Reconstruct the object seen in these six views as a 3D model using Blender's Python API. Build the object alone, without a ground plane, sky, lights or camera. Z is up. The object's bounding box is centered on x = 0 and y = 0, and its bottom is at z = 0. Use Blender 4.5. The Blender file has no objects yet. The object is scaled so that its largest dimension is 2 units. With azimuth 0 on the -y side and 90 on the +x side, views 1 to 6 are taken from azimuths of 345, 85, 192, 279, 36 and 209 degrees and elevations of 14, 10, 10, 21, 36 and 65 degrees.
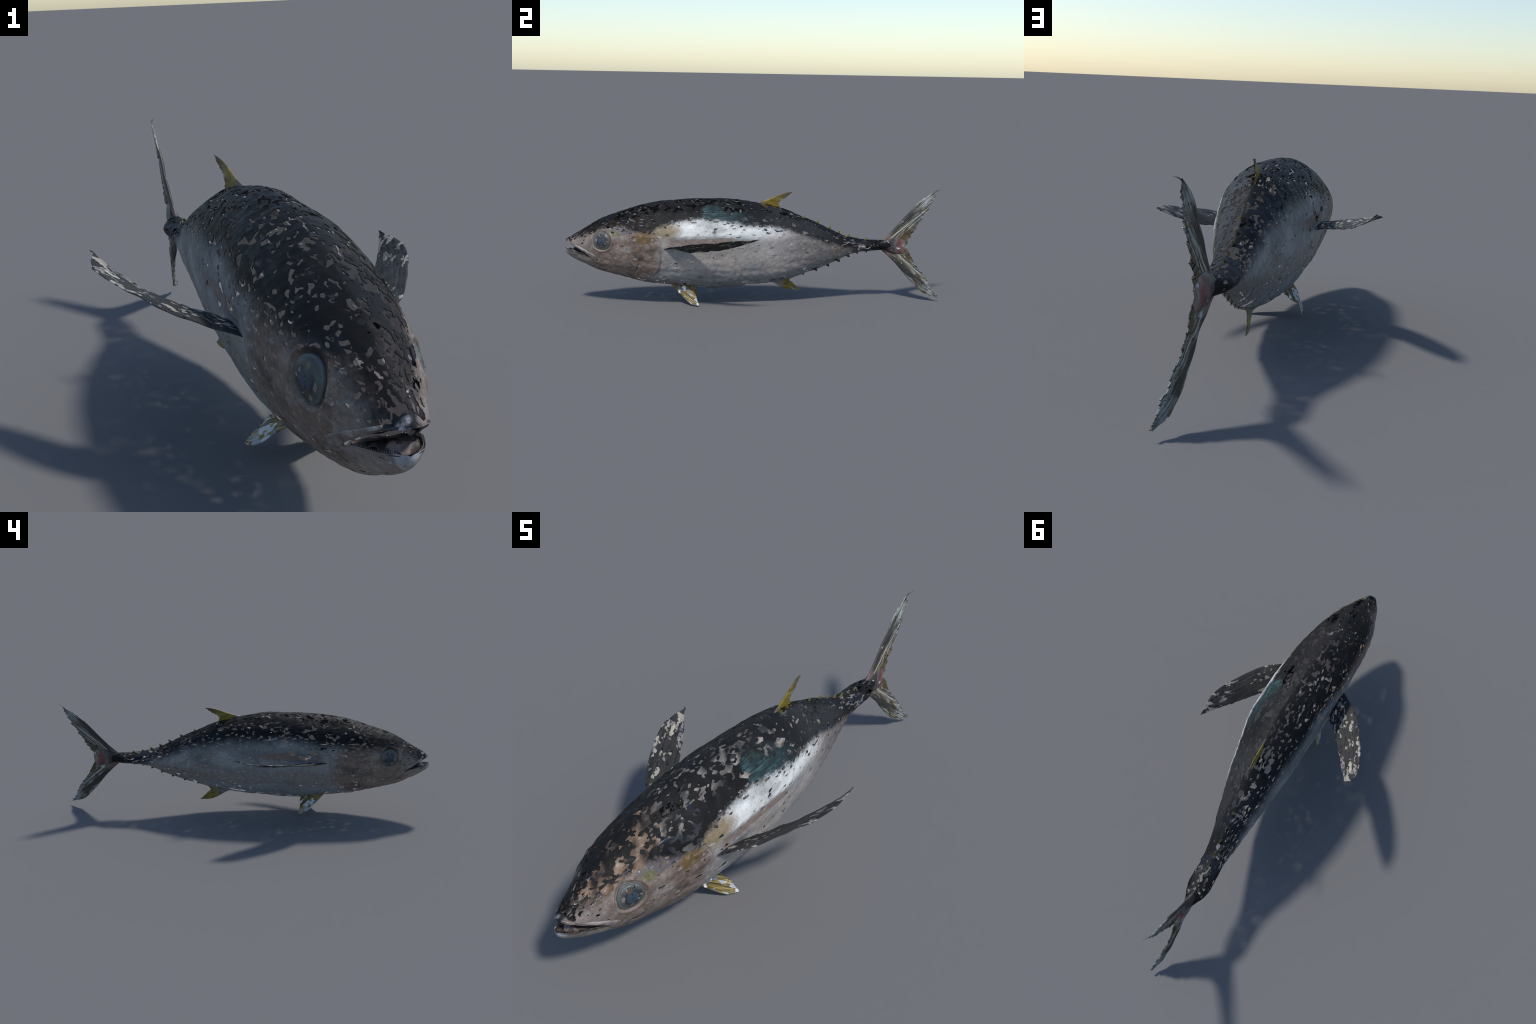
"""A scanned tuna: lofted body, open mouth cut into the head, ragged fins, shard-flecked skin."""
import bpy, bmesh, math, random
import numpy as np
from mathutils import Vector, Matrix

rng = np.random.default_rng(7)
random.seed(7)

# ------------------------------------------------------------------ curves
def pchip(x, xs, ys):
    xs = np.asarray(xs, float); ys = np.asarray(ys, float); x = np.asarray(x, float)
    h = np.diff(xs); d = np.diff(ys) / h
    m = np.zeros_like(ys)
    for i in range(1, len(xs) - 1):
        if d[i - 1] * d[i] > 0:
            w1 = 2 * h[i] + h[i - 1]; w2 = h[i] + 2 * h[i - 1]
            m[i] = (w1 + w2) / (w1 / d[i - 1] + w2 / d[i])
    m[0], m[-1] = d[0], d[-1]
    i = np.clip(np.searchsorted(xs, x) - 1, 0, len(xs) - 2)
    t = np.clip((x - xs[i]) / h[i], 0, 1)
    return ((1 + 2 * t) * (1 - t) ** 2 * ys[i] + t * (1 - t) ** 2 * h[i] * m[i]
            + t * t * (3 - 2 * t) * ys[i + 1] + t * t * (t - 1) * h[i] * m[i + 1])

def catmull(P, t):
    P = np.asarray(P, float)
    Q = np.vstack([2 * P[0] - P[1], P, 2 * P[-1] - P[-2]])
    t = np.clip(np.asarray(t, float), 0, 1) * (len(P) - 1)
    i = np.minimum(t.astype(int), len(P) - 2); u = (t - i)[:, None]
    a, b, c, d = Q[i], Q[i + 1], Q[i + 2], Q[i + 3]
    return .5 * (2 * b + (c - a) * u + (2 * a - 5 * b + 4 * c - d) * u ** 2 + (3 * b - a - 3 * c + d) * u ** 3)

def smoothstep(a, b, x):
    t = np.clip((x - a) / (b - a), 0, 1)
    return t * t * (3 - 2 * t)

def wobble(x, y, z, freq, seed):
    """cheap smooth pseudo-noise: a few random plane waves"""
    r = np.random.default_rng(seed); s = 0
    for _ in range(7):
        k = r.normal(size=3); k *= freq * r.uniform(.6, 1.5) / np.linalg.norm(k)
        s = s + np.sin(k[0] * x + k[1] * y + k[2] * z + r.uniform(0, 6.28))
    return s / 7 ** .5

# ------------------------------------------------------------------ body profiles (y runs head to tail)
KY = [-.9975, -.995, -.990, -.982, -.97, -.94, -.90, -.80, -.70, -.58, -.45, -.30, -.15, 0, .15, .30, .42, .52, .58, .62, .66, .70, .735, .765]
TOP = [.296, .306, .337, .345, .350, .369, .3935, .4505, .4905, .5245, .546, .5570, .5548, .5375, .498, .436, .381, .3456, .334, .331, .330, .331, .332, .330]
BOT = [.276, .270, .264, .256, .248, .229, .207, .1665, .1435, .1137, .0962, .0815, .0837, .0985, .1185, .169, .2146, .2584, .270, .273, .275, .276, .274, .276]
WID = [.007, .012, .020, .027, .0360, .051, .0672, .1024, .1245, .1365, .1470, .1480, .1440, .1305, .1080, .0802, .0585, .0475, .048, .050, .044, .026, .014, .006]
MIDX = [.006, .006, .007, .009, .0115, .0118, .0123, .0134, .0160, .023, .0275, .0305, .0315, .0185, .0074, -.0085, -.0199, -.0256, -.029, -.031, -.033, -.033, -.032, -.031]
FRAC = [.5, .5, .55, .58, .59, .594, .598, .603, .606, .612, .622, .642, .645, .63, .625, .618, .595, .57, .54, .53, .52, .5, .5, .5]
LEAN = [-.01, -.01, -.01, -.012, -.014, -.015, -.026, -.042, -.048, -.044, -.048, -.060, -.058, -.040, -.039, -.042, -.0315, -.0226, -.017, -.014, -.01, -.008, -.006, -.004]      # sideways bend above the widest line
SAG = [.05, .05, .06, .065, .07, .062, .052, .0243, .0131, .024, .032, .040, .036, .013, -.013, -.037, -.054, -.068, -.075, -.078, -.08, -.07, -.05, -.03]                     # and below it
LOWER_POW = 1.07
UPPER_POW = 1.31   # >1: the back narrows towards the ridge

_ys = np.linspace(KY[0], KY[-1], 1400)
def _smoothed(vals):
    v = pchip(_ys, KY, vals)
    k = np.exp(-.5 * (np.arange(-24, 25) / 9.0) ** 2); k /= k.sum()
    s = np.convolve(np.pad(v, 24, mode="reflect", reflect_type="odd"), k, "valid")
    f = smoothstep(-.985, -.95, _ys)
    return v * (1 - f) + s * f
TAB = {n: _smoothed(v) for n, v in dict(top=TOP, bot=BOT, wid=WID, mid=MIDX, frac=FRAC, lean=LEAN, sag=SAG).items()}
def prof(name, y):
    return np.interp(y, _ys, TAB[name])

def bend(k, d):
    return 1.15 * k * d * np.abs(d) / (np.abs(d) + .025)

def hull(y, th):
    """plain body surface: y station, angle th (0 = fish's left side, pi/2 = back)"""
    t, b, w, c, f, k, g = [prof(n, y) for n in ("top", "bot", "wid", "mid", "frac", "lean", "sag")]
    zc = b + (t - b) * f
    s, co = np.sin(th), np.cos(th)
    z = zc + np.where(s > 0, (t - zc) * s, (zc - b) * s)
    x = c + w * np.sign(co) * np.abs(co) ** np.where(s > 0, UPPER_POW, LOWER_POW) + bend(np.where(s > 0, k, g), z - zc)
    return np.stack([x, y + 0 * x, z], -1)

def skin_at(y, z, side):
    """point on the flank at height z; side +1 = fish's left"""
    y = np.asarray(y, float); z = np.asarray(z, float)
    t, b, f = prof("top", y), prof("bot", y), prof("frac", y)
    zc = b + (t - b) * f
    s = np.where(z > zc, (z - zc) / (t - zc), (z - zc) / (zc - b))
    th = np.arcsin(np.clip(s, -1, 1))
    th = th if side > 0 else math.pi - th
    P = hull(y, th); e = 1e-3
    du = hull(y + e, th) - P; dv = hull(y, th + e) - P
    n = np.cross(dv, du); n /= np.linalg.norm(n, axis=-1, keepdims=True) + 1e-12
    n = np.where((n[..., :1] * side) < 0, -n, n)
    return P, n

EYES = {1: (-.799, .343), -1: (-.791, .348)}
EYE_R = .047
GILL = {1: ([.10, .133, .165, .20, .276, .335, .40, .44], [-.66, -.60, -.533, -.503, -.497, -.505, -.545, -.58]),
        -1: ([.10, .125, .145, .19, .25, .33, .39, .44], [-.66, -.60, -.545, -.50, -.487, -.484, -.50, -.54])}

def relief(P):
    """small outward displacement of the skin: eye rims, gill cover, fin grooves, wrinkles"""
    x, y, z = P[..., 0], P[..., 1], P[..., 2]
    c = prof("mid", y)
    d = np.zeros_like(x)
    for side in (1, -1):
        m = (x - c) * side > 0
        ey, ez = EYES[side]
        r = np.hypot(y - ey, (z - ez) * 1.02)
        rim = .0035 * np.exp(-((r - EYE_R * 1.14) / .006) ** 2) - .0065 * np.exp(-((r - EYE_R * 1.0) / .0045) ** 2) - .003 * smoothstep(EYE_R, EYE_R * .8, r)
        gy = np.interp(z, GILL[side][0], GILL[side][1])
        on = smoothstep(.115, .16, z) * (1 - smoothstep(.39, .43, z))
        g = y - gy
        lip = on * (.0022 * smoothstep(-.06, -.002, g) * (g < 0) - .0024 * np.exp(-((g - .004) / .006) ** 2))
        py = np.interp(z, [.16, .2, .27, .31, .36], [-.64, -.615, -.598, -.605, -.63]) - (y * 0)
        pre = -.0022 * np.exp(-((y - py) / .004) ** 2) * smoothstep(.15, .19, z) * (1 - smoothstep(.31, .36, z))
        # groove that takes the folded pectoral fin
        zg = np.interp(y, [-.47, -.42, -.30, -.10, 0], [.335, .345, .352, .356, .36]) if side > 0 else np.interp(y, [-.45, -.3, 0], [.345, .345, .335])
        u = smoothstep(-.49, -.43, y) * (1 - smoothstep(-.2, -.02, y))
        gr = u * (-.0025 * np.exp(-((z - zg) / .021) ** 4) + .002 * np.exp(-((z - zg - .03) / .008) ** 2))
        d += np.where(m, rim + lip + pre + gr, 0)
    amp = smoothstep(-.99, -.9, y) * (1 - .6 * smoothstep(.55, .7, y))
    d += amp * (.0011 * wobble(x, y * .6, z, 38, 3) + .0008 * wobble(x, y, z, 95, 4) + .0004 * wobble(x, y, z, 190, 6))
    # long fold lines along belly and rear flank
    d += .0009 * amp * wobble(x * .3, y * .12, z, 210, 5) * smoothstep(.30, .18, z)
    return d

# ------------------------------------------------------------------ node helpers
class Mat:
    def __init__(self, name, rough=.5, spec=.4):
        self.m = bpy.data.materials.new(name); self.m.use_nodes = True
        self.t = self.m.node_tree; self.t.nodes.clear()
        self.out = self.n("ShaderNodeOutputMaterial")
        self.b = self.n("ShaderNodeBsdfPrincipled")
        self.t.links.new(self.b.outputs[0], self.out.inputs[0])
        self.b.inputs["Roughness"].default_value = rough
        self.b.inputs["Specular IOR Level"].default_value = spec
        co = self.n("ShaderNodeTexCoord"); self.obj = co.outputs["Object"]
        sp = self.n("ShaderNodeSeparateXYZ"); self.link(self.obj, sp.inputs[0])
        self.x, self.y, self.z = sp.outputs
    def n(self, kind): return self.t.nodes.new(kind)
    def link(self, a, sock):
        if hasattr(a, "is_output"): self.t.links.new(a, sock)
        else:
            if isinstance(a, (tuple, list)) and len(a) == 3 and sock.type == "RGBA": a = (*a, 1)
            sock.default_value = a
    def f(self, op, a, b=0.0, c=0.0):
        n = self.n("ShaderNodeMath"); n.operation = op
        for v, s in zip((a, b, c), n.inputs): self.link(v, s)
        return n.outputs[0]
    def add(self, a, b): return self.f("ADD", a, b)
    def sub(self, a, b): return self.f("SUBTRACT", a, b)
    def mul(self, a, b): return self.f("MULTIPLY", a, b)
    def mx(self, a, b): return self.f("MAXIMUM", a, b)
    def mn(self, a, b): return self.f("MINIMUM", a, b)
    def inv(self, a): return self.f("SUBTRACT", 1.0, a)
    def lt(self, a, b): return self.f("LESS_THAN", a, b)
    def ss(self, a, lo, hi, o0=0.0, o1=1.0):
        n = self.n("ShaderNodeMapRange"); n.interpolation_type = "SMOOTHSTEP"
        self.link(a, n.inputs[0])
        for v, i in ((lo, 1), (hi, 2), (o0, 3), (o1, 4)): self.link(v, n.inputs[i])
        return n.outputs[0]
    def lin(self, a, lo, hi, o0=0.0, o1=1.0):
        n = self.n("ShaderNodeMapRange"); self.link(a, n.inputs[0])
        for v, i in ((lo, 1), (hi, 2), (o0, 3), (o1, 4)): self.link(v, n.inputs[i])
        return n.outputs[0]
    def curve(self, a, pts, lo, hi):
        """value curve: input a on [lo, hi], control points (input, output)"""
        ys = [p[1] for p in pts]; y0, y1 = min(ys), max(ys) + 1e-6
        n = self.n("ShaderNodeFloatCurve")
        n.mapping.use_clip = False
        cv = n.mapping.curves[0]
        pp = [((p[0] - lo) / (hi - lo), (p[1] - y0) / (y1 - y0)) for p in pts]
        cv.points[0].location = pp[0]; cv.points[1].location = pp[-1]
        for q in pp[1:-1]: cv.points.new(*q)
        n.mapping.update()
        self.link(self.lin(a, lo, hi), n.inputs["Value"])
        return self.add(self.mul(n.outputs[0], y1 - y0), y0)
    def map(self, scale=(1, 1, 1), loc=(0, 0, 0), rot=(0, 0, 0), vec=None):
        n = self.n("ShaderNodeMapping"); self.link(vec or self.obj, n.inputs[0])
        n.inputs["Scale"].default_value = scale; n.inputs["Location"].default_value = loc; n.inputs["Rotation"].default_value = rot
        return n.outputs[0]
    def noise(self, scale, detail=3, rough=.55, vec=None, dist=0.0, color=False):
        n = self.n("ShaderNodeTexNoise"); self.link(vec or self.obj, n.inputs["Vector"])
        n.inputs["Scale"].default_value = scale; n.inputs["Detail"].default_value = detail
        n.inputs["Roughness"].default_value = rough; n.inputs["Distortion"].default_value = dist
        return n.outputs["Color" if color else "Fac"]
    def cells(self, scale, vec=None, metric="EUCLIDEAN", rand=1.0):
        n = self.n("ShaderNodeTexVoronoi"); n.distance = metric
        self.link(vec or self.obj, n.inputs["Vector"]); n.inputs["Scale"].default_value = scale; n.inputs["Randomness"].default_value = rand
        return n.outputs["Color"], n.outputs["Distance"]
    def chan(self, c, i):
        n = self.n("ShaderNodeSeparateColor"); self.link(c, n.inputs[0]); return n.outputs[i]
    def mix(self, fac, a, b, mode="MIX"):
        n = self.n("ShaderNodeMix"); n.data_type = "RGBA"; n.blend_type = mode
        self.link(fac, n.inputs["Factor"]); self.link(a, n.inputs["A"]); self.link(b, n.inputs["B"])
        return n.outputs["Result"]
    def ramp(self, a, stops):
        n = self.n("ShaderNodeValToRGB"); self.link(a, n.inputs[0])
        e = n.color_ramp.elements
        e[0].position, e[0].color = stops[0][0], (*stops[0][1], 1)
        e[1].position, e[1].color = stops[-1][0], (*stops[-1][1], 1)
        for p, c in stops[1:-1]: e.new(p).color = (*c, 1)
        return n.outputs[0]
    def blob(self, cy, cz, ry, rz, soft=.35, wob=None):
        """soft ellipse mask in the (y, z) plane"""
        a = self.f("DIVIDE", self.sub(self.y, cy), ry); b = self.f("DIVIDE", self.sub(self.z, cz), rz)
        r = self.f("SQRT", self.add(self.mul(a, a), self.mul(b, b)))
        if wob is not None: r = self.add(r, wob)
        return self.ss(r, 1 + soft, 1 - soft)
    def shards(self, scale, dens, stretch=(1, .45, 1), seed=0.0, cut=.45, bend=.012, rot=(0, 0, 0)):
        """angular flakes: cells chosen at random, with other cells bitten out of them. Returns mask, random colour"""
        warp = self.n("ShaderNodeVectorMath"); warp.operation = "MULTIPLY_ADD"
        self.link(self.noise(14, 2, .5, color=True), warp.inputs[0])
        warp.inputs[1].default_value = (bend, bend, bend); self.link(self.obj, warp.inputs[2])
        v1 = self.map(stretch, (seed, seed * 1.7, -seed), rot, warp.outputs[0])
        v2 = self.map(tuple(s * 1.25 for s in stretch), (seed + 3.1, -seed, seed * .6), (rot[0] + .6, rot[1] + .4, rot[2] + .9), warp.outputs[0])
        c1, _ = self.cells(scale, v1); c2, _ = self.cells(scale * 1.35, v2)
        m = self.lt(self.chan(c1, 0), dens)
        m = self.mul(m, self.f("GREATER_THAN", self.chan(c2, 1), cut))
        return m, c1
    def done(self, color, rough=None, normal=None, bump=None, bump_h=.001, bump_s=.3):
        self.link(color, self.b.inputs["Base Color"])
        if rough is not None: self.link(rough, self.b.inputs["Roughness"])
        if bump is not None:
            n = self.n("ShaderNodeBump"); n.inputs["Strength"].default_value = bump_s; n.inputs["Distance"].default_value = bump_h
            self.link(bump, n.inputs["Height"])
            if normal is not None: self.link(normal, n.inputs["Normal"])
            normal = n.outputs[0]
        if normal is not None: self.link(normal, self.b.inputs["Normal"])
        return self.m
    def facet(self, cellcol, amount):
        """tilt the shading normal a little per flake"""
        g = self.n("ShaderNodeNewGeometry")
        s = self.n("ShaderNodeVectorMath"); s.operation = "SUBTRACT"; self.link(cellcol, s.inputs[0]); s.inputs[1].default_value = (.5, .5, .5)
        k = self.n("ShaderNodeVectorMath"); k.operation = "SCALE"; self.link(s.outputs[0], k.inputs[0]); self.link(amount, k.inputs["Scale"])
        a = self.n("ShaderNodeVectorMath"); self.link(g.outputs["Normal"], a.inputs[0]); self.link(k.outputs[0], a.inputs[1])
        z = self.n("ShaderNodeVectorMath"); z.operation = "NORMALIZE"; self.link(a.outputs[0], z.inputs[0])
        return z.outputs[0]

# ------------------------------------------------------------------ skin
EDGE_L = [(-1, .335), (-.956, .348), (-.905, .367), (-.84, .386), (-.764, .412), (-.697, .417), (-.631, .399), (-.558, .40), (-.509, .421), (-.437, .442), (-.366, .452), (-.293, .464), (-.225, .456), (-.125, .445), (-.054, .43), (.048, .42), (.106, .416), (.181, .395), (.313, .344), (.42, .314), (.527, .285), (.8, .23)]
EDGE_R = [(-1, .32), (-.964, .332), (-.904, .367), (-.828, .40), (-.706, .412), (-.608, .417), (-.509, .427), (-.415, .432), (-.261, .458), (-.137, .452), (.044, .446), (.089, .438), (.194, .418), (.301, .392), (.412, .353), (.493, .322), (.602, .29), (.8, .23)]

def skin_material():
    M = Mat("tuna_skin", .42, .22)
    x, y, z = M.x, M.y, M.z
    left = M.ss(x, .012, .03)
    right = M.inv(left)
    n_big = M.noise(6, 4, .55); n_mid = M.noise(22, 4, .6); n_fine = M.noise(120, 3, .6)
    streak = M.noise(1, 4, .6, M.map((30, 7, 60)))
    fibre = M.noise(1, 3, .6, M.map((90, 12, 160)))
    edge = M.add(M.mul(M.curve(y, EDGE_L, -1, .8), left), M.mul(M.curve(y, EDGE_R, -1, .8), right))
    above = M.add(M.sub(z, edge), M.add(M.mul(M.sub(n_mid, .5), .035), M.mul(M.sub(n_fine, .5), .028)))
    back = M.ss(M.add(above, M.mul(right, M.mul(M.sub(n_big, .45), .05))), M.add(-.016, M.mul(right, -.045)), .014)
    # ---- pale flanks
    flank = M.mix(M.ss(n_big, .35, .65), (.40, .355, .325), (.29, .295, .305))
    flank = M.mix(M.mul(M.ss(streak, .5, .75), .5), flank, (.46, .43, .40))
    rear = M.mul(M.ss(y, .05, .25), M.ss(z, .13, .22))
    flank = M.mix(M.mul(rear, .7), flank, M.mix(M.ss(streak, .35, .7), (.13, .112, .10), (.27, .22, .195)))
    flank = M.mix(M.mul(M.ss(M.add(y, M.mul(M.sub(n_mid, .5), .2)), .18, .46), .85), flank, M.mix(streak, (.05, .043, .04), (.17, .138, .122)))
    silver = M.mul(M.ss(z, .345, .385), M.mul(M.ss(y, -.5, -.36), M.ss(y, .22, -.02)))
    silver = M.mul(silver, M.ss(fibre, .1, .55, .75, 1))
    flank = M.mix(M.mul(silver, left), flank, (.72, .73, .72))
    flank = M.mix(M.mul(M.mul(silver, right), .6), flank, (.20, .235, .26))  # same band, darkened and blued for the skylit shade side
    belly_z = M.curve(y, [(-1, .20), (-.6, .165), (-.3, .15), (0, .165), (.2, .195), (.4, .235), (.8, .25)], -1, .8)
    belly = M.ss(M.add(M.sub(belly_z, z), M.mul(M.sub(n_mid, .5), .05)), -.02, .03)
    flank = M.mix(M.mul(belly, .85), flank, M.mix(n_mid, (.12, .135, .155), (.21, .22, .235)))
    cloud = M.mul(M.ss(M.noise(9, 3, .5, M.map((1, .6, 1.3), (4, 2, 1))), .5, .68), .55)
    flank = M.mix(cloud, flank, (.14, .145, .155))
    flank = M.mix(M.mul(right, .78), flank, M.mix(M.ss(M.add(z, M.mul(M.sub(n_mid, .5), .12)), .24, .31), M.mix(M.ss(z, .22, .15), M.mix(streak, (.12, .11, .103), (.27, .25, .24)), M.mix(streak, (.15, .165, .185), (.29, .31, .33))), M.mix(M.ss(M.noise(7, 3, .5, M.map((1, .6, 1), (3, 1, 6))), .42, .6), (.11, .125, .135), (.25, .275, .29))))  # right flank colour lowered to bake in the shadow away from the sun
    # bare pinkish groove behind the pectoral fin
    gz = M.curve(y, [(-1, .335), (-.47, .335), (-.42, .345), (-.30, .350), (-.10, .356), (.8, .36)], -1, .8)
    gm = M.mul(M.ss(M.f("ABSOLUTE", M.sub(z, gz)), .02, .012), M.mul(M.ss(y, -.48, -.44), M.ss(y, -.08, -.16)))
    flank = M.mix(M.mul(gm, .85), flank, M.mix(fibre, (.12, .10, .095), (.34, .24, .19)))
    # ---- head
    hy = M.add(M.curve(z, [(.05, -.70), (.10, -.66), (.133, -.60), (.165, -.533), (.20, -.503), (.276, -.494), (.335, -.497), (.40, -.53), (.5, -.58)], .05, .5), M.mul(M.sub(n_mid, .5), .03))
    head = M.ss(M.add(M.sub(hy, y), M.mul(M.sub(n_big, .5), .12)), -.035, .045)
    hc = M.ramp(M.noise(13, 5, .65, M.map((1, .7, 1.2))), [(.3, (.05, .04, .036)), (.43, (.135, .10, .082)), (.57, (.21, .16, .132)), (.74, (.27, .25, .235))])
    hc = M.mix(M.mul(M.ss(M.noise(34, 3, .6, M.map((1, .5, 1), (7, 1, 2))), .58, .7), .65), hc, (.26, .135, .08))
    hc = M.mix(M.mul(M.ss(M.noise(48, 3, .6, M.map((1, .6, 1), (2, 9, 5))), .58, .68), .6), hc, (.24, .245, .255))
    jaw = M.mul(M.ss(y, -.84, -.90), M.ss(z, .37, .33))
    hc = M.mix(M.mul(jaw, .6), hc, M.mix(streak, (.10, .078, .068), (.36, .33, .315)))
    flank = M.mix(head, flank, hc)
    wob = M.mul(M.sub(n_mid, .5), 1.1)
    gold1 = M.mul(M.blob(-.585, .365, .055, .03, .25, wob), left)
    gold2 = M.mul(M.blob(-.47, .40, .07, .038, .5, wob), left)
    flank = M.mix(M.mul(gold1, .9), flank, M.mix(n_fine, (.10, .058, .016), (.19, .12, .04)))
    flank = M.mix(M.mul(gold2, .85), flank, M.mix(n_fine, (.12, .08, .028), (.29, .215, .105)))
    lil = M.mul(M.blob(-.69, .40, .07, .018, .4, wob), left)
    flank = M.mix(lil, flank, (.11, .10, .11))
    lime = M.mul(M.blob(-.735, .385, .022, .015, .4, wob), left)
    flank = M.mix(M.mul(lime, .7), flank, (.12, .13, .03))
    # gill edge line
    gl = M.ss(M.f("ABSOLUTE", M.sub(M.sub(hy, y), .004)), .007, .002)
    gl = M.mul(gl, M.mul(M.ss(z, .15, .19), M.ss(z, .40, .36)))
    flank = M.mix(M.mul(gl, .6), flank, (.24, .18, .165))
    # ---- dark back
    dark = M.mix(M.ss(n_big, .4, .65), (.009, .0093, .010), (.014, .014, .0142))
    bluish = M.mul(right, M.mul(M.ss(above, .07, .0), M.ss(n_big, .4, .62)))
    dark = M.mix(M.mul(bluish, .6), dark, (.010, .018, .034))
    teal = M.mul(M.mul(M.ss(M.add(y, M.mul(M.sub(n_fine, .5), .05)), -.30, -.275), M.ss(M.add(y, M.mul(M.sub(n_big, .5), .3)), .06, -.12)), M.mul(left, M.ss(M.add(above, M.mul(M.sub(n_mid, .5), .05)), .085, .035)))
    dark = M.mix(M.mul(teal, .9), dark, M.mix(M.mul(M.ss(fibre, .4, .7), M.ss(y, -.08, -.24)), (.020, .036, .042), (.075, .145, .14)))
    grey_rear = M.mul(M.mul(left, M.ss(y, -.02, .12)), M.ss(y, .5, .3))
    dark = M.mix(M.mul(grey_rear, .7), dark, (.034, .036, .040))
    grain = M.noise(330, 2, .7); mott = M.noise(55, 4, .7)
    flank = M.mix(M.mul(M.ss(grain, .48, .36), .55), flank, M.mix(.6, flank, (.03, .03, .03)))
    flank = M.mix(M.mul(M.ss(mott, .52, .70), .40), flank, M.mix(.55, flank, (.55, .54, .53)))
    flank = M.mix(M.mul(M.ss(mott, .46, .32), .55), flank, M.mix(.6, flank, (.05, .045, .045)))
    col = M.mix(back, flank, dark)
    # a few dull flakes, smaller than the real gaps
    topw = M.ss(above, -.01, .03)
    m1, c1 = M.shards(70, M.mul(M.ss(M.noise(8, 2, .5), .4, .7, .03, .3), topw), (1, .5, 1), 2.3)
    col = M.mix(m1, col, M.ramp(M.chan(c1, 1), [(0, (.010, .010, .012)), (.5, (.022, .023, .026)), (1, (.04, .041, .046))]))
    m5, c5 = M.shards(120, M.mul(M.ss(M.noise(14, 2, .5, M.map((1, 1, 1), (8, 5, 1))), .45, .7, .01, .22), M.inv(topw)), (1, .4, 1), 14.4, .45)
    col = M.mix(M.mul(m5, .7), col, M.ramp(M.chan(c5, 1), [(0, (.09, .085, .08)), (.5, (.28, .22, .19)), (1, (.40, .40, .42))]))
    # pale nose and jaw tips
    tip = M.mul(M.ss(y, -.976, -.986), .7)
    col = M.mix(M.mul(tip, M.ss(n_mid, .42, .6)), col, (.40, .42, .46))
    facet = M.facet(c1, M.mul(topw, .10))
    rough = M.add(M.mul(n_fine, .22), M.mul(back, .04)); rough = M.add(rough, .40)
    M.link(M.add(M.mul(back, -.26), .36), M.b.inputs["Specular IOR Level"])
    return M.done(col, rough, facet, M.add(n_fine, M.mul(fibre, .8)), .002, .35)

# ------------------------------------------------------------------ mesh helpers
def new_object(name, mesh, parent=None):
    o = bpy.data.objects.new(name, mesh)
    bpy.context.scene.collection.objects.link(o)
    if parent: o.parent = parent
    return o

def mesh_from(name, verts, faces, mat, smooth=True):
    me = bpy.data.meshes.new(name)
    me.from_pydata([tuple(map(float, v)) for v in verts], [], [tuple(map(int, f)) for f in faces])
    me.materials.append(mat)
    if smooth: me.polygons.foreach_set("use_smooth", [True] * len(me.polygons))
    me.update()
    return me

def grid_faces(nu, nv, wrap=False, off=0):
    f = []
    for i in range(nu - 1):
        for j in range(nv if wrap else nv - 1):
            k = (j + 1) % nv
            f.append((off + i * nv + j, off + i * nv + k, off + (i + 1) * nv + k, off + (i + 1) * nv + j))
    return f

def frame(origin, xdir, up):
    X = Vector(xdir).normalized(); Z = X.cross(Vector(up)).normalized() if False else Vector(up)
    Z = (Z - X * Z.dot(X)).normalized(); Yv = Z.cross(X)
    return Matrix(((X.x, Yv.x, Z.x, origin[0]), (X.y, Yv.y, Z.y, origin[1]), (X.z, Yv.z, Z.z, origin[2]), (0, 0, 0, 1)))

def place_local(o, M):
    inv = M.inverted()
    o.data.transform(inv); o.matrix_world = M

# ------------------------------------------------------------------ build body
root = bpy.data.objects.new("tuna", None)
bpy.context.scene.collection.objects.link(root)
root["label"] = "dark backed silver tuna with open mouth and yellow finlets"
root["category"] = "fish"

SKIN = skin_material()

NY, NT = 640, 330
u = np.linspace(0, 1, NY)
yst = np.interp(u, [0, .04, .30, .85, 1], [KY[0], -.985, -.62, .5, KY[-1]])
th = np.linspace(0, 2 * math.pi, NT, endpoint=False)
YY, TH = np.meshgrid(yst, th, indexing="ij")
P = hull(YY, TH)
def grid_normals(P):
    dU = np.gradient(P, axis=0); dV = np.roll(P, -1, 1) - np.roll(P, 1, 1)
    n = np.cross(dV, dU); n /= np.linalg.norm(n, axis=-1, keepdims=True) + 1e-12
    cen = np.stack([prof("mid", YY), YY, prof("bot", YY) * .5 + prof("top", YY) * .5], -1)
    return np.where(((P - cen) * n).sum(-1, keepdims=True) < 0, -n, n)
HULL = P.copy()
P = P + grid_normals(P) * relief(P)[..., None]
NORM = grid_normals(P)
V0, N0, H0 = P.reshape(-1, 3), NORM.reshape(-1, 3), HULL.reshape(-1, 3)

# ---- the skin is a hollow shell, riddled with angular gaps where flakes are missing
UP_LIP = ([-1.06, -.989, -.965, -.94, -.912, -.882, -.868], [.330, .328, .319, .3055, .288, .270, .259])
LO_LIP = ([-1.06, -.99, -.961, -.933, -.90, -.875, -.868], [.292, .289, .281, .2765, .2705, .261, .2575])

def edge_height(p):
    """height above the lower edge of the dark back"""
    l = np.interp(p[:, 1], *zip(*EDGE_L)); r = np.interp(p[:, 1], *zip(*EDGE_R))
    k = smoothstep(.012, .03, p[:, 0])
    return p[:, 2] - (l * k + r * (1 - k))

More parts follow.
